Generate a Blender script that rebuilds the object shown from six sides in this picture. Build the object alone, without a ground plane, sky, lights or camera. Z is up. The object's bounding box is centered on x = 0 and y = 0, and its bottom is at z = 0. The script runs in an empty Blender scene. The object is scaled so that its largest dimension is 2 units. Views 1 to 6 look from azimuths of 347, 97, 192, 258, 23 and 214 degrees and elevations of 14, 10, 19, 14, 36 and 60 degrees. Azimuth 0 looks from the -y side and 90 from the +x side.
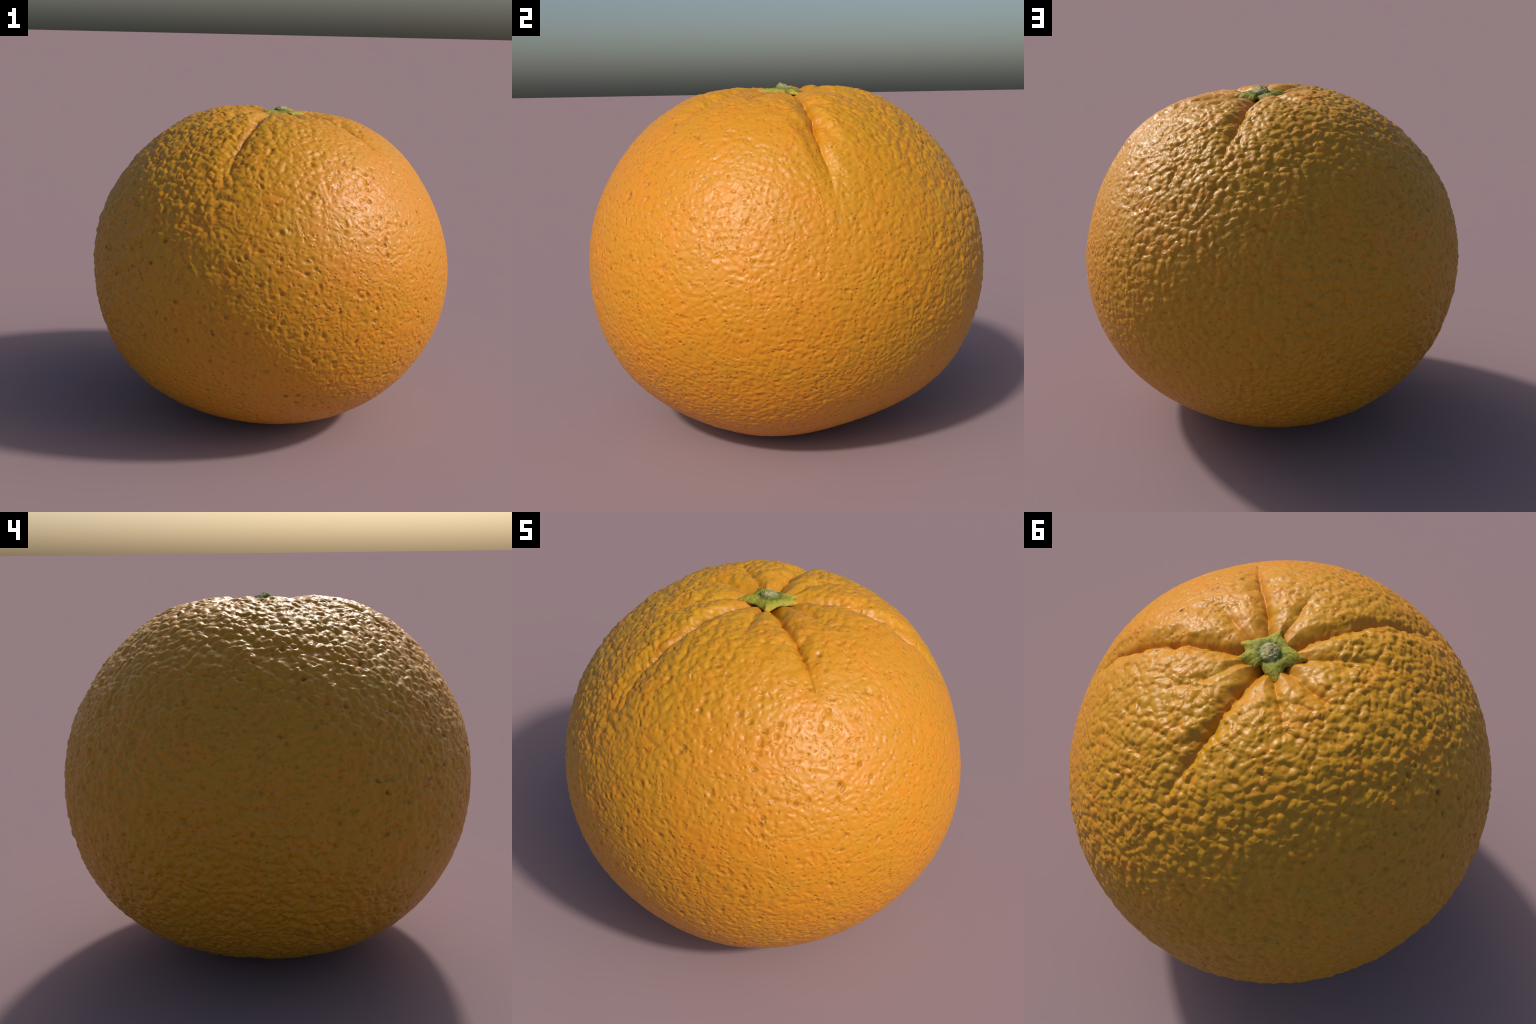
import bpy, bmesh, math
import numpy as np
from mathutils import Vector, noise as mnoise

# ------------------------------------------------------------------ an orange
# Body: polar cross-sections about a centre 0.83 m up. For every polar angle
# (degrees from the stem) the mean radius and four rounds of lobes
# (cos / sin of 1, 2, 3, 4 times the azimuth).
HEART = np.array([0.0, 0.0, 0.83])
SECTIONS = [
    (0,   0.901, 0, 0, 0, 0, 0, 0, 0, 0),
    (15,  0.926, -0.011, -0.001, -0.003, -0.002, 0.000, 0.001, 0, 0),
    (30,  0.963, -0.003, -0.003, -0.004, -0.001, 0.000, 0.003, 0.001, 0),
    (45,  0.976, 0.006, -0.012, 0.002, 0.002, -0.004, 0.003, 0.002, -0.002),
    (60,  0.983, 0.003, -0.017, 0.001, 0.001, -0.009, -0.001, 0.003, -0.005),
    (75,  0.994, -0.002, -0.012, -0.004, -0.005, -0.009, -0.003, 0.002, -0.006),
    (90,  0.997, -0.002, -0.007, -0.004, -0.009, -0.002, -0.005, 0.001, -0.002),
    (105, 0.991, -0.003, -0.006, -0.003, -0.009, 0.000, -0.008, 0.001, 0.001),
    (120, 0.973, -0.004, -0.006, -0.004, -0.007, 0.000, -0.007, 0.004, 0.002),
    (135, 0.937, -0.004, -0.010, -0.002, -0.007, 0.004, -0.004, 0.004, 0.002),
    (150, 0.890, -0.002, -0.010, 0.001, -0.008, 0.006, -0.002, 0.002, 0.001),
    (165, 0.848, 0.001, -0.004, 0.001, -0.004, 0.002, 0, 0, 0),
    (180, 0.830, 0, 0, 0, 0, 0, 0, 0, 0),
]
# broad swellings and flats: (azimuth, elevation), angular reach, height
SWELLS = [((209, 35), 0.45, 0.034), ((234, 20), 0.32, 0.013), ((50, 30), 0.42, -0.017), ((300, 50), 0.34, -0.011),
          ((68, -27), 0.30, -0.010), ((6, 0), 0.22, -0.005), ((12, -25), 0.30, 0.008), ((225, -35), 0.35, 0.007)]
STEM = np.array([0.042, 0.004])          # where the stem sat, off the axis

# Grooves of the peel, seen from above (x, y), running out from the stem;
# (depth at the stem, depth midway, soft width, crease width, points)
GROOVES = {
    "front_right": (0.046, 0.046, 0.058, 0.012, [(0.06, -0.03), (0.10, -0.08), (0.185, -0.187), (0.29, -0.30), (0.364, -0.377), (0.424, -0.455), (0.475, -0.525)]),
    "front_left":  (0.042, 0.038, 0.056, 0.013, [(0.02, -0.03), (-0.04, -0.11), (-0.10, -0.21), (-0.17, -0.33), (-0.225, -0.42), (-0.30, -0.52), (-0.375, -0.63), (-0.43, -0.70), (-0.465, -0.75)]),
    "front":       (0.026, 0.018, 0.045, 0.013, [(0.05, -0.03), (0.06, -0.10), (0.055, -0.21), (0.07, -0.31), (0.075, -0.44)]),
    "right":       (0.042, 0.064, 0.066, 0.012, [(0.08, 0.015), (0.15, 0.05), (0.285, 0.10), (0.45, 0.152), (0.57, 0.19), (0.69, 0.225), (0.745, 0.262), (0.80, 0.284), (0.85, 0.30)]),
    "back":        (0.050, 0.054, 0.066, 0.014, [(0.04, 0.04), (0.038, 0.13), (0.034, 0.265), (0.036, 0.415), (0.042, 0.555), (0.066, 0.645), (0.085, 0.73)]),
    "right_short": (0.026, 0.016, 0.040, 0.011, [(0.09, 0.0), (0.15, -0.012), (0.27, -0.065), (0.35, -0.094), (0.43, -0.112), (0.50, -0.14)]),
    "back_left":   (0.034, 0.030, 0.046, 0.012, [(0.00, 0.05), (-0.071, 0.137), (-0.135, 0.197), (-0.20, 0.262), (-0.25, 0.34)]),
    "left":        (0.032, 0.028, 0.046, 0.012, [(-0.01, 0.015), (-0.11, 0.038), (-0.206, 0.069), (-0.306, 0.085), (-0.42, 0.10)]),
    "left_front":  (0.030, 0.024, 0.046, 0.012, [(0.0, -0.02), (-0.098, -0.045), (-0.228, -0.14), (-0.333, -0.205), (-0.44, -0.27)]),
    "right_back":  (0.020, 0.014, 0.040, 0.013, [(0.09, 0.07), (0.132, 0.126), (0.173, 0.208), (0.235, 0.294), (0.33, 0.381)]),
}


def catmull(xs, ys, x):
    """Cubic through evenly spaced control values."""
    xs, ys = np.asarray(xs, float), np.asarray(ys, float)
    m = np.gradient(ys, xs, axis=0)
    m[0] = m[-1] = 0
    i = np.clip(np.searchsorted(xs, x, side="right") - 1, 0, len(xs) - 2)
    h = xs[i + 1] - xs[i]
    t = (x - xs[i]) / h
    return ((2 * t**3 - 3 * t**2 + 1) * ys[i] + (t**3 - 2 * t**2 + t) * h * m[i]
            + (-2 * t**3 + 3 * t**2) * ys[i + 1] + (t**3 - t**2) * h * m[i + 1])


def body_radius(u):
    polar = np.degrees(np.arccos(np.clip(u[:, 2], -1, 1)))
    az = np.arctan2(u[:, 1], u[:, 0])
    table = np.array(SECTIONS)
    r = catmull(table[:, 0], table[:, 1], polar)
    for k in range(1, 5):
        r += catmull(table[:, 0], table[:, 2 * k], polar) * np.cos(k * az)
        r += catmull(table[:, 0], table[:, 2 * k + 1], polar) * np.sin(k * az)
    for (a, e), reach, much in SWELLS:
        a, e = math.radians(a), math.radians(e)
        d = np.array([math.cos(e) * math.sin(a), -math.cos(e) * math.cos(a), math.sin(e)])
        r += much * np.exp(-(np.arccos(np.clip(u @ d, -1, 1)) / reach) ** 2)
    return r + 0.001


def on_body(xy):
    """Lift a point seen from above onto the upper side of the smooth body."""
    x, y = xy
    z = 0.9
    for _ in range(30):
        p = np.array([[x, y, z]])
        r = body_radius(p / np.linalg.norm(p))[0]
        z = math.sqrt(max(r * r - x * x - y * y, 1e-4))
    return np.array([x, y, z])


def smooth(a, b, x):
    t = np.clip((x - a) / (b - a), 0, 1)
    return t * t * (3 - 2 * t)


def groove_depth(p):
    """How far the grooves and the hollow round the stem press the peel in."""
    rho = np.hypot(p[:, 0] - STEM[0], p[:, 1] - STEM[1])
    up = p[:, 2] > 0.2
    press = np.where(up, 0.040 * np.exp(-(rho / 0.145) ** 2) + 0.004 * np.exp(-(rho / 0.42) ** 2), 0.0)
    near = np.nonzero(up & (p[:, 2] > 0.28))[0]
    q = p[near]
    # let the grooves wander a little
    wob = np.stack([np.sin(23 * q[:, 0] + 9 * q[:, 1] + 1.0) + 0.6 * np.sin(51 * q[:, 1] - 17 * q[:, 0]),
                    np.sin(21 * q[:, 1] - 11 * q[:, 0] + 2.0) + 0.6 * np.sin(47 * q[:, 0] + 20 * q[:, 1])], 1) * 0.0035
    q = q.copy()
    q[:, :2] += wob
    total = np.zeros(len(q))
    for d0, d1, soft, crease, xy in GROOVES.values():
        pts = np.array([on_body(c) for c in xy])
        seg = np.linalg.norm(np.diff(pts, axis=0), axis=1)
        run = np.concatenate([[0], np.cumsum(seg)])
        best = np.full(len(q), 9.0)
        at = np.zeros(len(q))
        for a, b, s, l in zip(pts[:-1], pts[1:], run, seg):
            t = np.clip(((q - a) @ (b - a)) / (l * l), 0, 1)
            d = np.linalg.norm(q - (a + t[:, None] * (b - a)), axis=1)
            hit = d < best
            best[hit] = d[hit]
            at[hit] = s + t[hit] * l
        f = at / run[-1]
        depth = np.where(f < 0.45, d0 + (d1 - d0) * f / 0.45, d1) * (1 - smooth(0.55, 1.0, f))
        depth *= 1 + smooth(0.1, 0.3, f) * (0.14 * np.sin(31 * at + 40 * d0) + 0.08 * np.sin(67 * at + 90 * crease))
        w = soft * (0.55 + 0.75 * f) * (1 + 0.18 * np.sin(43 * q[:, 0] - 37 * q[:, 1] + 60 * soft))
        total = np.maximum(total, depth * (0.55 * np.exp(-(best / w) ** 2) + 0.45 * np.exp(-(best / crease) ** 1.3)))
    press[near] += total
    return press


# ---------------------------------------------------------------- node helpers
class Nodes:
    """Small helper: the same texture maths in geometry nodes and in shaders."""

    def __init__(self, tree):
        self.t = tree

    def new(self, kind, **props):
        n = self.t.nodes.new(kind)
        for k, v in props.items():
            setattr(n, k, v)
        return n

    def put(self, socket, v):
        if isinstance(v, bpy.types.NodeSocket):
            self.t.links.new(v, socket)
        else:
            socket.default_value = v

    def math(self, op, a, b=0.0, c=0.0, clamp=False):
        n = self.new("ShaderNodeMath", operation=op, use_clamp=clamp)
        for s, v in zip(n.inputs, (a, b, c)):
            self.put(s, v)
        return n.outputs[0]

    def vec(self, op, a, b=(0, 0, 0), scale=None):
        n = self.new("ShaderNodeVectorMath", operation=op)
        self.put(n.inputs[0], a)
        if scale is not None:
            self.put(n.inputs["Scale"], scale)
        elif op not in ("NORMALIZE", "LENGTH"):
            self.put(n.inputs[1], b)
        return n.outputs["Value"] if op in ("DOT_PRODUCT", "LENGTH", "DISTANCE") else n.outputs[0]

    def ramp(self, v, a, b, lo=0.0, hi=1.0):
        n = self.new("ShaderNodeMapRange", interpolation_type="SMOOTHSTEP")
        for name, x in (("Value", v), ("From Min", a), ("From Max", b), ("To Min", lo), ("To Max", hi)):
            self.put(n.inputs[name], x)
        return n.outputs["Result"]

    def noise(self, v, scale, detail=2.0, rough=0.5):
        n = self.new("ShaderNodeTexNoise")
        self.put(n.inputs["Vector"], v)
        n.inputs["Scale"].default_value, n.inputs["Detail"].default_value, n.inputs["Roughness"].default_value = scale, detail, rough
        return n

    def cells(self, v, scale, feature="F1", smoothness=0.5):
        n = self.new("ShaderNodeTexVoronoi", feature=feature)
        self.put(n.inputs["Vector"], v)
        n.inputs["Scale"].default_value = scale
        if feature == "SMOOTH_F1":
            n.inputs["Smoothness"].default_value = smoothness
        return n

    def colour(self, fac, a, b, blend="MIX"):
        n = self.new("ShaderNodeMix", data_type="RGBA", blend_type=blend)
        self.put(n.inputs[0], fac)
        for s, v in ((n.inputs[6], a), (n.inputs[7], b)):
            self.put(s, v if isinstance(v, bpy.types.NodeSocket) else (*v, 1.0))
        return n.outputs[2]

    # shared fields over the unit direction from the heart of the fruit
    def bearing(self, position):
        return self.vec("NORMALIZE", self.vec("SUBTRACT", position, tuple(HEART)))

    def peel_fields(self, u):
        jig = self.noise(u, 9.0, 1.0).outputs["Color"]
        w = self.vec("ADD", u, self.vec("SCALE", self.vec("SUBTRACT", jig, (0.5, 0.5, 0.5)), scale=0.045))
        w = self.vec("MULTIPLY", w, (1.0, 1.0, 1.12))
        big = self.cells(w, 19.0)
        small = self.cells(self.vec("ADD", w, (3.1, 1.7, 0.4)), 33.0)
        own = self.vec("DOT_PRODUCT", big.outputs["Color"], (1.0, 0, 0))
        pores = self.math("MULTIPLY", self.ramp(big.outputs["Distance"], 0.0, 0.40, 1.0, 0.0), self.math("MULTIPLY", self.ramp(own, 0.10, 0.85, 0.15, 1.0), self.ramp(self.vec("DOT_PRODUCT", u, (-0.40, -0.85, 0.30)), -0.3, 0.6, 0.55, 1.2)))
        fine = self.ramp(small.outputs["Distance"], 0.0, 0.42, 1.0, 0.0)
        return w, pores, fine

    def rugged(self, u):
        """Where the peel is coarse (the far left side) and where nearly even."""
        side = self.vec("DOT_PRODUCT", u, (-0.72, 0.52, 0.46))
        blot = self.noise(u, 2.3, 1.0).outputs[0]
        return self.ramp(self.math("ADD", side, self.math("MULTIPLY_ADD", blot, 0.9, -0.45)), -0.5, 0.75)


def peel_relief():
    tree = bpy.data.node_groups.new("peel_relief", "GeometryNodeTree")
    tree.interface.new_socket("Geometry", in_out="INPUT", socket_type="NodeSocketGeometry")
    tree.interface.new_socket("Geometry", in_out="OUTPUT", socket_type="NodeSocketGeometry")
    N = Nodes(tree)
    src, out = N.new("NodeGroupInput"), N.new("NodeGroupOutput")
    u = N.bearing(N.new("GeometryNodeInputPosition").outputs[0])
    w, pores, fine = N.peel_fields(u)
    rug = N.rugged(u)
    lumps = N.cells(w, 30.0, "SMOOTH_F1", 0.3).outputs["Distance"]
    dome = N.math("SUBTRACT", 0.2, N.math("MULTIPLY", lumps, lumps))
    swell = N.noise(w, 25.0, 0.0).outputs[0]
    broad = N.noise(w, 8.0, 1.0, 0.5).outputs[0]
    h = N.math("MULTIPLY", dome, N.math("MULTIPLY_ADD", rug, 0.0130, 0.0020))
    h = N.math("ADD", h, N.math("MULTIPLY", N.math("SUBTRACT", swell, 0.5), N.math("MULTIPLY_ADD", rug, 0.0092, 0.0022)))
    h = N.math("ADD", h, N.math("MULTIPLY", N.math("SUBTRACT", broad, 0.5), N.math("MULTIPLY_ADD", rug, 0.010, 0.003)))
    h = N.math("SUBTRACT", h, N.math("MULTIPLY", pores, 0.0080))
    h = N.math("SUBTRACT", h, N.math("MULTIPLY", fine, 0.0034))
    away = N.vec("DISTANCE", u, (0.047, 0.005, 1.0))
    h = N.math("MULTIPLY", h, N.ramp(away, 0.07, 0.42, 0.16, 1.0))
    move = N.new("GeometryNodeSetPosition")
    tree.links.new(src.outputs[0], move.inputs["Geometry"])
    tree.links.new(N.vec("SCALE", u, scale=h), move.inputs["Offset"])
    tree.links.new(move.outputs[0], out.inputs[0])
    return tree


def material(name):
    m = bpy.data.materials.new(name)
    m.use_nodes = True
    N = Nodes(m.node_tree)
    return m, N, m.node_tree.nodes["Principled BSDF"], N.new("ShaderNodeTexCoord").outputs["Object"]


def peel_material():
    m, N, shader, pos = material("orange_peel")
    u = N.bearing(pos)
    w, pores, fine = N.peel_fields(u)
    patch = N.noise(u, 1.6, 2.0).outputs[0]
    mottle = N.noise(w, 7.0, 3.0, 0.6).outputs[0]
    # redder on the sunny right flank and low down, yellower on the rest
    flank = N.vec("DOT_PRODUCT", u, (0.80, -0.55, -0.15))
    ripe = N.math("ADD", flank, N.math("MULTIPLY_ADD", patch, 1.4, -0.7))
    col = N.colour(N.ramp(ripe, -0.5, 0.9), (0.565, 0.268, 0.007), (0.635, 0.245, 0.009))
    col = N.colour(N.ramp(mottle, 0.45, 0.75, 0.0, 0.35), col, (0.52, 0.27, 0.011))
    col = N.colour(N.ramp(mottle, 0.30, 0.52, 0.35, 0.0), col, (0.72, 0.235, 0.010))
    skin = N.cells(N.vec("ADD", w, (5.2, 0.3, 2.6)), 46.0)
    own = N.ramp(N.vec("DOT_PRODUCT", skin.outputs["Color"], (0, 1.0, 0)), 0.1, 0.9, 0.15, 1.0)
    dimple = N.math("MULTIPLY", N.ramp(skin.outputs["Distance"], 0.0, 0.46, 1.0, 0.0), own)
    col = N.colour(N.math("MULTIPLY", dimple, 0.75), col, (0.40, 0.145, 0.007))
    # rust specks in the small pores, darker brown in the large ones
    speck = N.math("MULTIPLY", fine, N.ramp(N.noise(u, 5.0, 1.0).outputs[0], 0.40, 0.62, 0.0, 0.40))
    col = N.colour(speck, col, (0.50, 0.125, 0.008))
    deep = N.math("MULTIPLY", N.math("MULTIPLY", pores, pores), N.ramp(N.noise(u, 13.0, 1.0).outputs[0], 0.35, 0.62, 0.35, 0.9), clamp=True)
    col = N.colour(deep, col, (0.26, 0.115, 0.010))
    # a few dry grey-green scuffs where the fruit rubbed
    flecks = N.ramp(N.cells(u, 75.0).outputs["Distance"], 0.22, 0.42, 1.0, 0.0)
    for spot, reach in (((-0.775, 0.585, 0.225), 0.050), ((0.880, 0.310, 0.360), 0.028), ((-0.895, -0.055, 0.445), 0.022)):
        k = N.math("MULTIPLY", N.ramp(N.vec("DISTANCE", u, spot), reach * 0.4, reach, 1.0, 0.0), flecks)
        col = N.colour(N.math("MULTIPLY", k, 0.65), col, (0.27, 0.27, 0.125))
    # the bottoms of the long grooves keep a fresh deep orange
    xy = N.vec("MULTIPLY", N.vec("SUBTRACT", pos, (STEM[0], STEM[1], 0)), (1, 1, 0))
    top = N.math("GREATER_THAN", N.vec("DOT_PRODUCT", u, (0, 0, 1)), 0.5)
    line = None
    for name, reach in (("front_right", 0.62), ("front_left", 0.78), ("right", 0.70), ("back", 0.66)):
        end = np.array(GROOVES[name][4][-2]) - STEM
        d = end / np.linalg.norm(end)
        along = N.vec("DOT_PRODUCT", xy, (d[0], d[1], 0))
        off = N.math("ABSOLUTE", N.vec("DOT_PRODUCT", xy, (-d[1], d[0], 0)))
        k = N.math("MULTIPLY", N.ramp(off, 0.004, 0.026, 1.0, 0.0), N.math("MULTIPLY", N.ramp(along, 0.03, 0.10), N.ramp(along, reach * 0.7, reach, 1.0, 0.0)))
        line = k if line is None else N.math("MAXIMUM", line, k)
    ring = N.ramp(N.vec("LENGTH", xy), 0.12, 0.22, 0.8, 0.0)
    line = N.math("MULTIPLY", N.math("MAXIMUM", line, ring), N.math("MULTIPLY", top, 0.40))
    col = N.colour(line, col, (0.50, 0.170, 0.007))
    N.put(shader.inputs["Base Color"], col)
    rough = N.noise(w, 20.0, 2.0).outputs[0]
    N.put(shader.inputs["Roughness"], N.ramp(rough, 0.3, 0.7, 0.39, 0.49))
    shader.inputs["Specular IOR Level"].default_value = 0.44
    # the finest dimples, close set and a little flattened, are grain of the skin
    low = N.ramp(N.vec("DOT_PRODUCT", u, (-0.25, 0.15, 1.0)), -0.1, 0.75, 1.0, 0.6)
    pebble = N.noise(w, 43.0, 0.0).outputs[0]
    bed = N.math("SUBTRACT", N.math("MULTIPLY", pebble, 0.95), N.math("MULTIPLY", dimple, 0.55))
    near = N.ramp(N.vec("DISTANCE", u, (0.047, 0.005, 1.0)), 0.07, 0.42, 0.2, 1.0)
    height = N.math("MULTIPLY", N.math("MULTIPLY", bed, low), near)
    bump = N.new("ShaderNodeBump")
    bump.inputs["Strength"].default_value, bump.inputs["Distance"].default_value = 1.0, 0.0055
    N.put(bump.inputs["Height"], height)
    N.put(shader.inputs["Normal"], bump.outputs[0])
    return m


def calyx_material():
    m, N, shader, pos = material("calyx_green")
    flat = N.vec("MULTIPLY", N.vec("SUBTRACT", pos, (0.046, 0.004, 0)), (1, 1, 0))
    rho = N.vec("LENGTH", flat)
    n = N.noise(pos, 38.0, 3.0, 0.6).outputs[0]
    r = N.math("ADD", rho, N.math("MULTIPLY_ADD", n, 0.05, -0.025))
    col = N.colour(N.ramp(r, 0.045, 0.072), (0.135, 0.168, 0.022), (0.335, 0.310, 0.034))
    col = N.colour(N.ramp(r, 0.085, 0.145, 0.0, 0.9), col, (0.56, 0.33, 0.022))
    col = N.colour(N.ramp(N.noise(pos, 90.0, 2.0).outputs[0], 0.45, 0.68, 0.0, 0.6), col, (0.185, 0.19, 0.022))
    N.put(shader.inputs["Base Color"], col)
    shader.inputs["Roughness"].default_value = 0.62
    shader.inputs["Specular IOR Level"].default_value = 0.3
    bump = N.new("ShaderNodeBump")
    bump.inputs["Strength"].default_value, bump.inputs["Distance"].default_value = 0.6, 0.004
    N.put(bump.inputs["Height"], N.noise(pos, 75.0, 2.0, 0.6).outputs[0])
    N.put(shader.inputs["Normal"], bump.outputs[0])
    return m


def scar_material():
    m, N, shader, pos = material("dry_stem_wood")
    n = N.noise(pos, 70.0, 3.0, 0.6).outputs[0]
    flat = N.vec("MULTIPLY", N.vec("SUBTRACT", pos, (0.044, 0.006, 0)), (1, 1, 0))
    rho = N.math("ADD", N.vec("LENGTH", flat), N.math("MULTIPLY_ADD", n, 0.02, -0.01))
    col = N.colour(N.ramp(n, 0.35, 0.65), (0.29, 0.265, 0.10), (0.50, 0.44, 0.20))
    rings = N.math("SINE", N.math("MULTIPLY", N.math("ADD", rho, N.math("MULTIPLY", N.noise(pos, 45.0, 2.0).outputs[0], 0.035)), 330.0))
    col = N.colour(N.ramp(rings, 0.3, 1.0, 0.0, 0.5), col, (0.17, 0.135, 0.075))
    col = N.colour(N.ramp(rho, 0.032, 0.043), col, (0.20, 0.235, 0.085))
    N.put(shader.inputs["Base Color"], col)
    shader.inputs["Roughness"].default_value = 0.75
    bump = N.new("ShaderNodeBump")
    bump.inputs["Strength"].default_value, bump.inputs["Distance"].default_value = 0.8, 0.004
    N.put(bump.inputs["Height"], N.math("ADD", n, N.math("MULTIPLY", rings, 0.3)))
    N.put(shader.inputs["Normal"], bump.outputs[0])
    return m


# ---------------------------------------------------------------------- build
def add(name, mesh, parent=None):
    o = bpy.data.objects.new(name, mesh)
    bpy.context.scene.collection.objects.link(o)
    o.parent = parent
    return o


def build_peel(parent):
    bm = bmesh.new()
    bmesh.ops.create_icosphere(bm, subdivisions=9, radius=1.0)
    me = bpy.data.meshes.new("peel")
    bm.to_mesh(me)
    bm.free()
    n = len(me.vertices)
    u = np.empty(n * 3, np.float32)
    me.vertices.foreach_get("co", u)
    u = u.reshape(-1, 3).astype(float)
    u /= np.linalg.norm(u, axis=1)[:, None]
    p = u * body_radius(u)[:, None]
    p -= u * groove_depth(p)[:, None]
    me.vertices.foreach_set("co", (p + HEART).astype(np.float32).ravel())
    me.update()
    o = add("peel", me, parent)
    mod = o.modifiers.new("relief", "NODES")
    mod.node_group = peel_relief()
    graph = bpy.context.evaluated_depsgraph_get()
    done = bpy.data.meshes.new_from_object(o.evaluated_get(graph))
    o.modifiers.clear()
    o.data = done
    done.name = "peel"
    bpy.data.meshes.remove(me)
    v = np.empty(len(done.vertices) * 3, np.float32)
    done.vertices.foreach_get("co", v)
    v = v.reshape(-1, 3)
    v[:, 2] -= v[:, 2].min()
    v[:, 0] += 0.003
    v[:, 1] *= 0.996
    done.vertices.foreach_set("co", v.ravel())
    done.polygons.foreach_set("use_smooth", np.ones(len(done.polygons), bool))
    done.materials.clear()
    done.materials.append(peel_material())
    done.update()
    return o


# outline of the star-shaped calyx round the stem (x, y from the stem), with
# the height of its rim
STAR = [
    (0.040, -0.137, 1.709), (0.016, -0.108, 1.714), (-0.034, -0.079, 1.720), (-0.087, -0.073, 1.720), (-0.128, -0.064, 1.712),
    (-0.119, -0.038, 1.714), (-0.108, -0.010, 1.712), (-0.080, 0.014, 1.716), (-0.091, 0.050, 1.708), (-0.104, 0.097, 1.696),
    (-0.080, 0.094, 1.700), (-0.052, 0.088, 1.704), (-0.020, 0.079, 1.708), (0.009, 0.058, 1.712), (0.022, 0.077, 1.706),
    (0.042, 0.083, 1.704), (0.074, 0.085, 1.702), (0.109, 0.086, 1.700), (0.102, 0.060, 1.706), (0.100, 0.036, 1.709),
    (0.118, 0.024, 1.707), (0.141, 0.010, 1.703), (0.115, -0.019, 1.711), (0.074, -0.056, 1.718), (0.055, -0.095, 1.714)]


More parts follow.
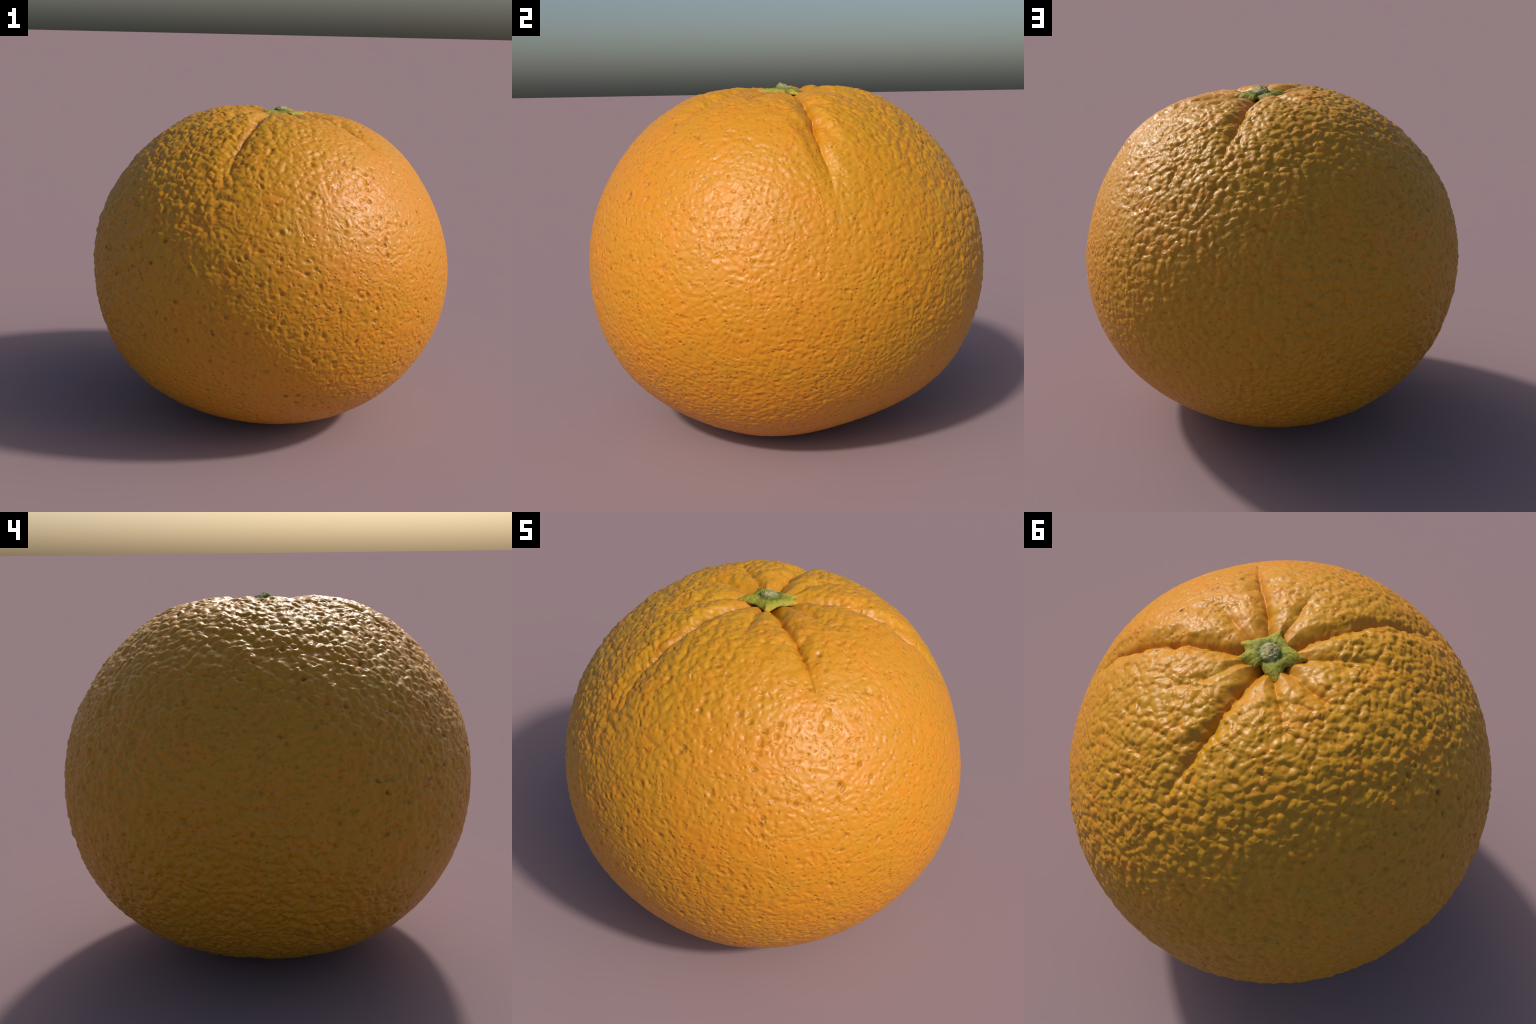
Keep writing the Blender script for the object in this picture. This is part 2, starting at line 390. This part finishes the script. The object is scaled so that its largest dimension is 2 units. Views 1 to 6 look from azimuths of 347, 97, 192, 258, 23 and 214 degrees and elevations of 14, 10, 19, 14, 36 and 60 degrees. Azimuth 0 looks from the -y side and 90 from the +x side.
def build_calyx(parent):
    rim = np.array(STAR)
    n = len(rim)
    sub, rings = 6, 26
    loop = []
    for i in range(n):                         # closed Catmull-Rom through the rim
        a, b, c, d = rim[i - 1], rim[i], rim[(i + 1) % n], rim[(i + 2) % n]
        for k in range(sub):
            t = k / sub
            loop.append(0.5 * (2 * b + (c - a) * t + (2 * a - 5 * b + 4 * c - d) * t * t + (3 * b - a - 3 * c + d) * t**3))
    loop = np.array(loop)
    loop[:, 2] -= 0.010 - 0.006 * smooth(0.10, 0.14, np.hypot(loop[:, 0], loop[:, 1]))   # hollows between the tips tuck under
    for i, (x, y, z) in enumerate(loop):                                              # a slightly torn rim
        loop[i, :2] *= 1 + 0.045 * mnoise.noise(Vector((x * 60, y * 60, 9))) + 0.03 * mnoise.noise(Vector((x * 150, y * 150, 3)))
    bm = bmesh.new()
    m = len(loop)
    crown = 1.733
    grid = []
    for j in range(1, rings + 1):
        f = j / rings
        row = []
        for x, y, z in loop:
            px, py = x * f, y * f
            rho = math.hypot(px, py)
            full = math.hypot(x, y)
            h = crown + (z - crown) * f ** 1.25
            h -= 0.004 * math.exp(-((rho - 0.049) / 0.007) ** 2)           # trough round the scar
            h += 0.004 * math.sin(math.pi * min(1, max(0, (f - 0.45) / 0.55)))  # plump lobes
            q = Vector((px * 34, py * 34, 1.3))
            wrinkle = 0.0050 * mnoise.noise(q) + 0.0030 * mnoise.noise(q * 2.4)
            h += wrinkle * min(1.0, f * 2)
            h -= 0.007 * max(0, (f - 0.86) / 0.14) ** 2                    # rounded lip
            row.append(bm.verts.new((STEM[0] + px, STEM[1] + py, h)))
        grid.append(row)
    mid = bm.verts.new((STEM[0], STEM[1], crown))
    under = []
    for f, drop in ((0.97, 0.006), (0.80, 0.010), (0.55, 0.020), (0.42, 0.045)):
        row = []
        for x, y, z in loop:
            h = crown + (z - crown) * f ** 1.25 - 0.006 - drop
            row.append(bm.verts.new((STEM[0] + x * f, STEM[1] + y * f, h)))
        under.append(row)
    low = bm.verts.new((STEM[0], STEM[1], crown - 0.075))
    for i in range(m):
        k = (i + 1) % m
        bm.faces.new((mid, grid[0][i], grid[0][k]))
        for a, b in zip(grid[:-1], grid[1:]):
            bm.faces.new((a[i], b[i], b[k], a[k]))
        chain = [grid[-1]] + under
        for a, b in zip(chain[:-1], chain[1:]):
            bm.faces.new((a[i], b[i], b[k], a[k]))
        bm.faces.new((under[-1][i], low, under[-1][k]))
    bmesh.ops.recalc_face_normals(bm, faces=bm.faces)
    me = bpy.data.meshes.new("calyx")
    bm.to_mesh(me)
    bm.free()
    for f in me.polygons:
        f.use_smooth = True
    me.materials.append(calyx_material())
    return add("calyx", me, parent)


def build_scar(parent):
    """The dry button where the stem broke off: a leaning, crumbly disc."""
    cx, cy, R = 0.044, 0.008, 0.041
    bm = bmesh.new()
    around, rings = 72, 22
    rows = []
    for j in range(1, rings + 5):
        row = []
        for i in range(around):
            a = i * math.tau / around
            f = min(1.0, j / rings)
            wob = 1 + 0.05 * mnoise.noise(Vector((math.cos(a) * 2, math.sin(a) * 2, 4)))
            x, y = R * f * wob * math.cos(a), R * f * wob * math.sin(a)
            # highest near the front rim, sloping to the back
            t = (y + 0.024) / 0.062
            h = 1.7505 - 0.024 * max(0, t) - 0.80 * max(0, -0.021 - y)
            h -= 0.36 * max(0, abs(x) - 0.005)
            h += 0.0022 * mnoise.noise(Vector((x * 90, y * 90, 7))) + 0.0015 * mnoise.noise(Vector((x * 200, y * 200, 2)))
            h += 0.0006 * math.sin(f * R * 330 + 2 * x / R)
            h -= 0.003 * max(0, (f - 0.8) / 0.2) ** 2
            if j > rings:
                h -= 0.006 * (j - rings)
            row.append(bm.verts.new((cx + x, cy + y, h)))
        rows.append(row)
    mid = bm.verts.new((cx, cy, 1.7505 - 0.024 * 0.387))
    for i in range(around):
        k = (i + 1) % around
        bm.faces.new((mid, rows[0][i], rows[0][k]))
        for a, b in zip(rows[:-1], rows[1:]):
            bm.faces.new((a[i], b[i], b[k], a[k]))
    bm.faces.new(rows[-1])
    bmesh.ops.recalc_face_normals(bm, faces=bm.faces)
    me = bpy.data.meshes.new("stem_scar")
    bm.to_mesh(me)
    bm.free()
    for f in me.polygons:
        f.use_smooth = True
    me.materials.append(scar_material())
    return add("stem_scar", me, parent)


orange = bpy.data.objects.new("orange", None)
bpy.context.scene.collection.objects.link(orange)
orange["label"] = "ripe orange with pitted peel, grooved top and green calyx"
orange["category"] = "orange fruit"
build_peel(orange)
calyx = build_calyx(orange)
build_scar(orange)
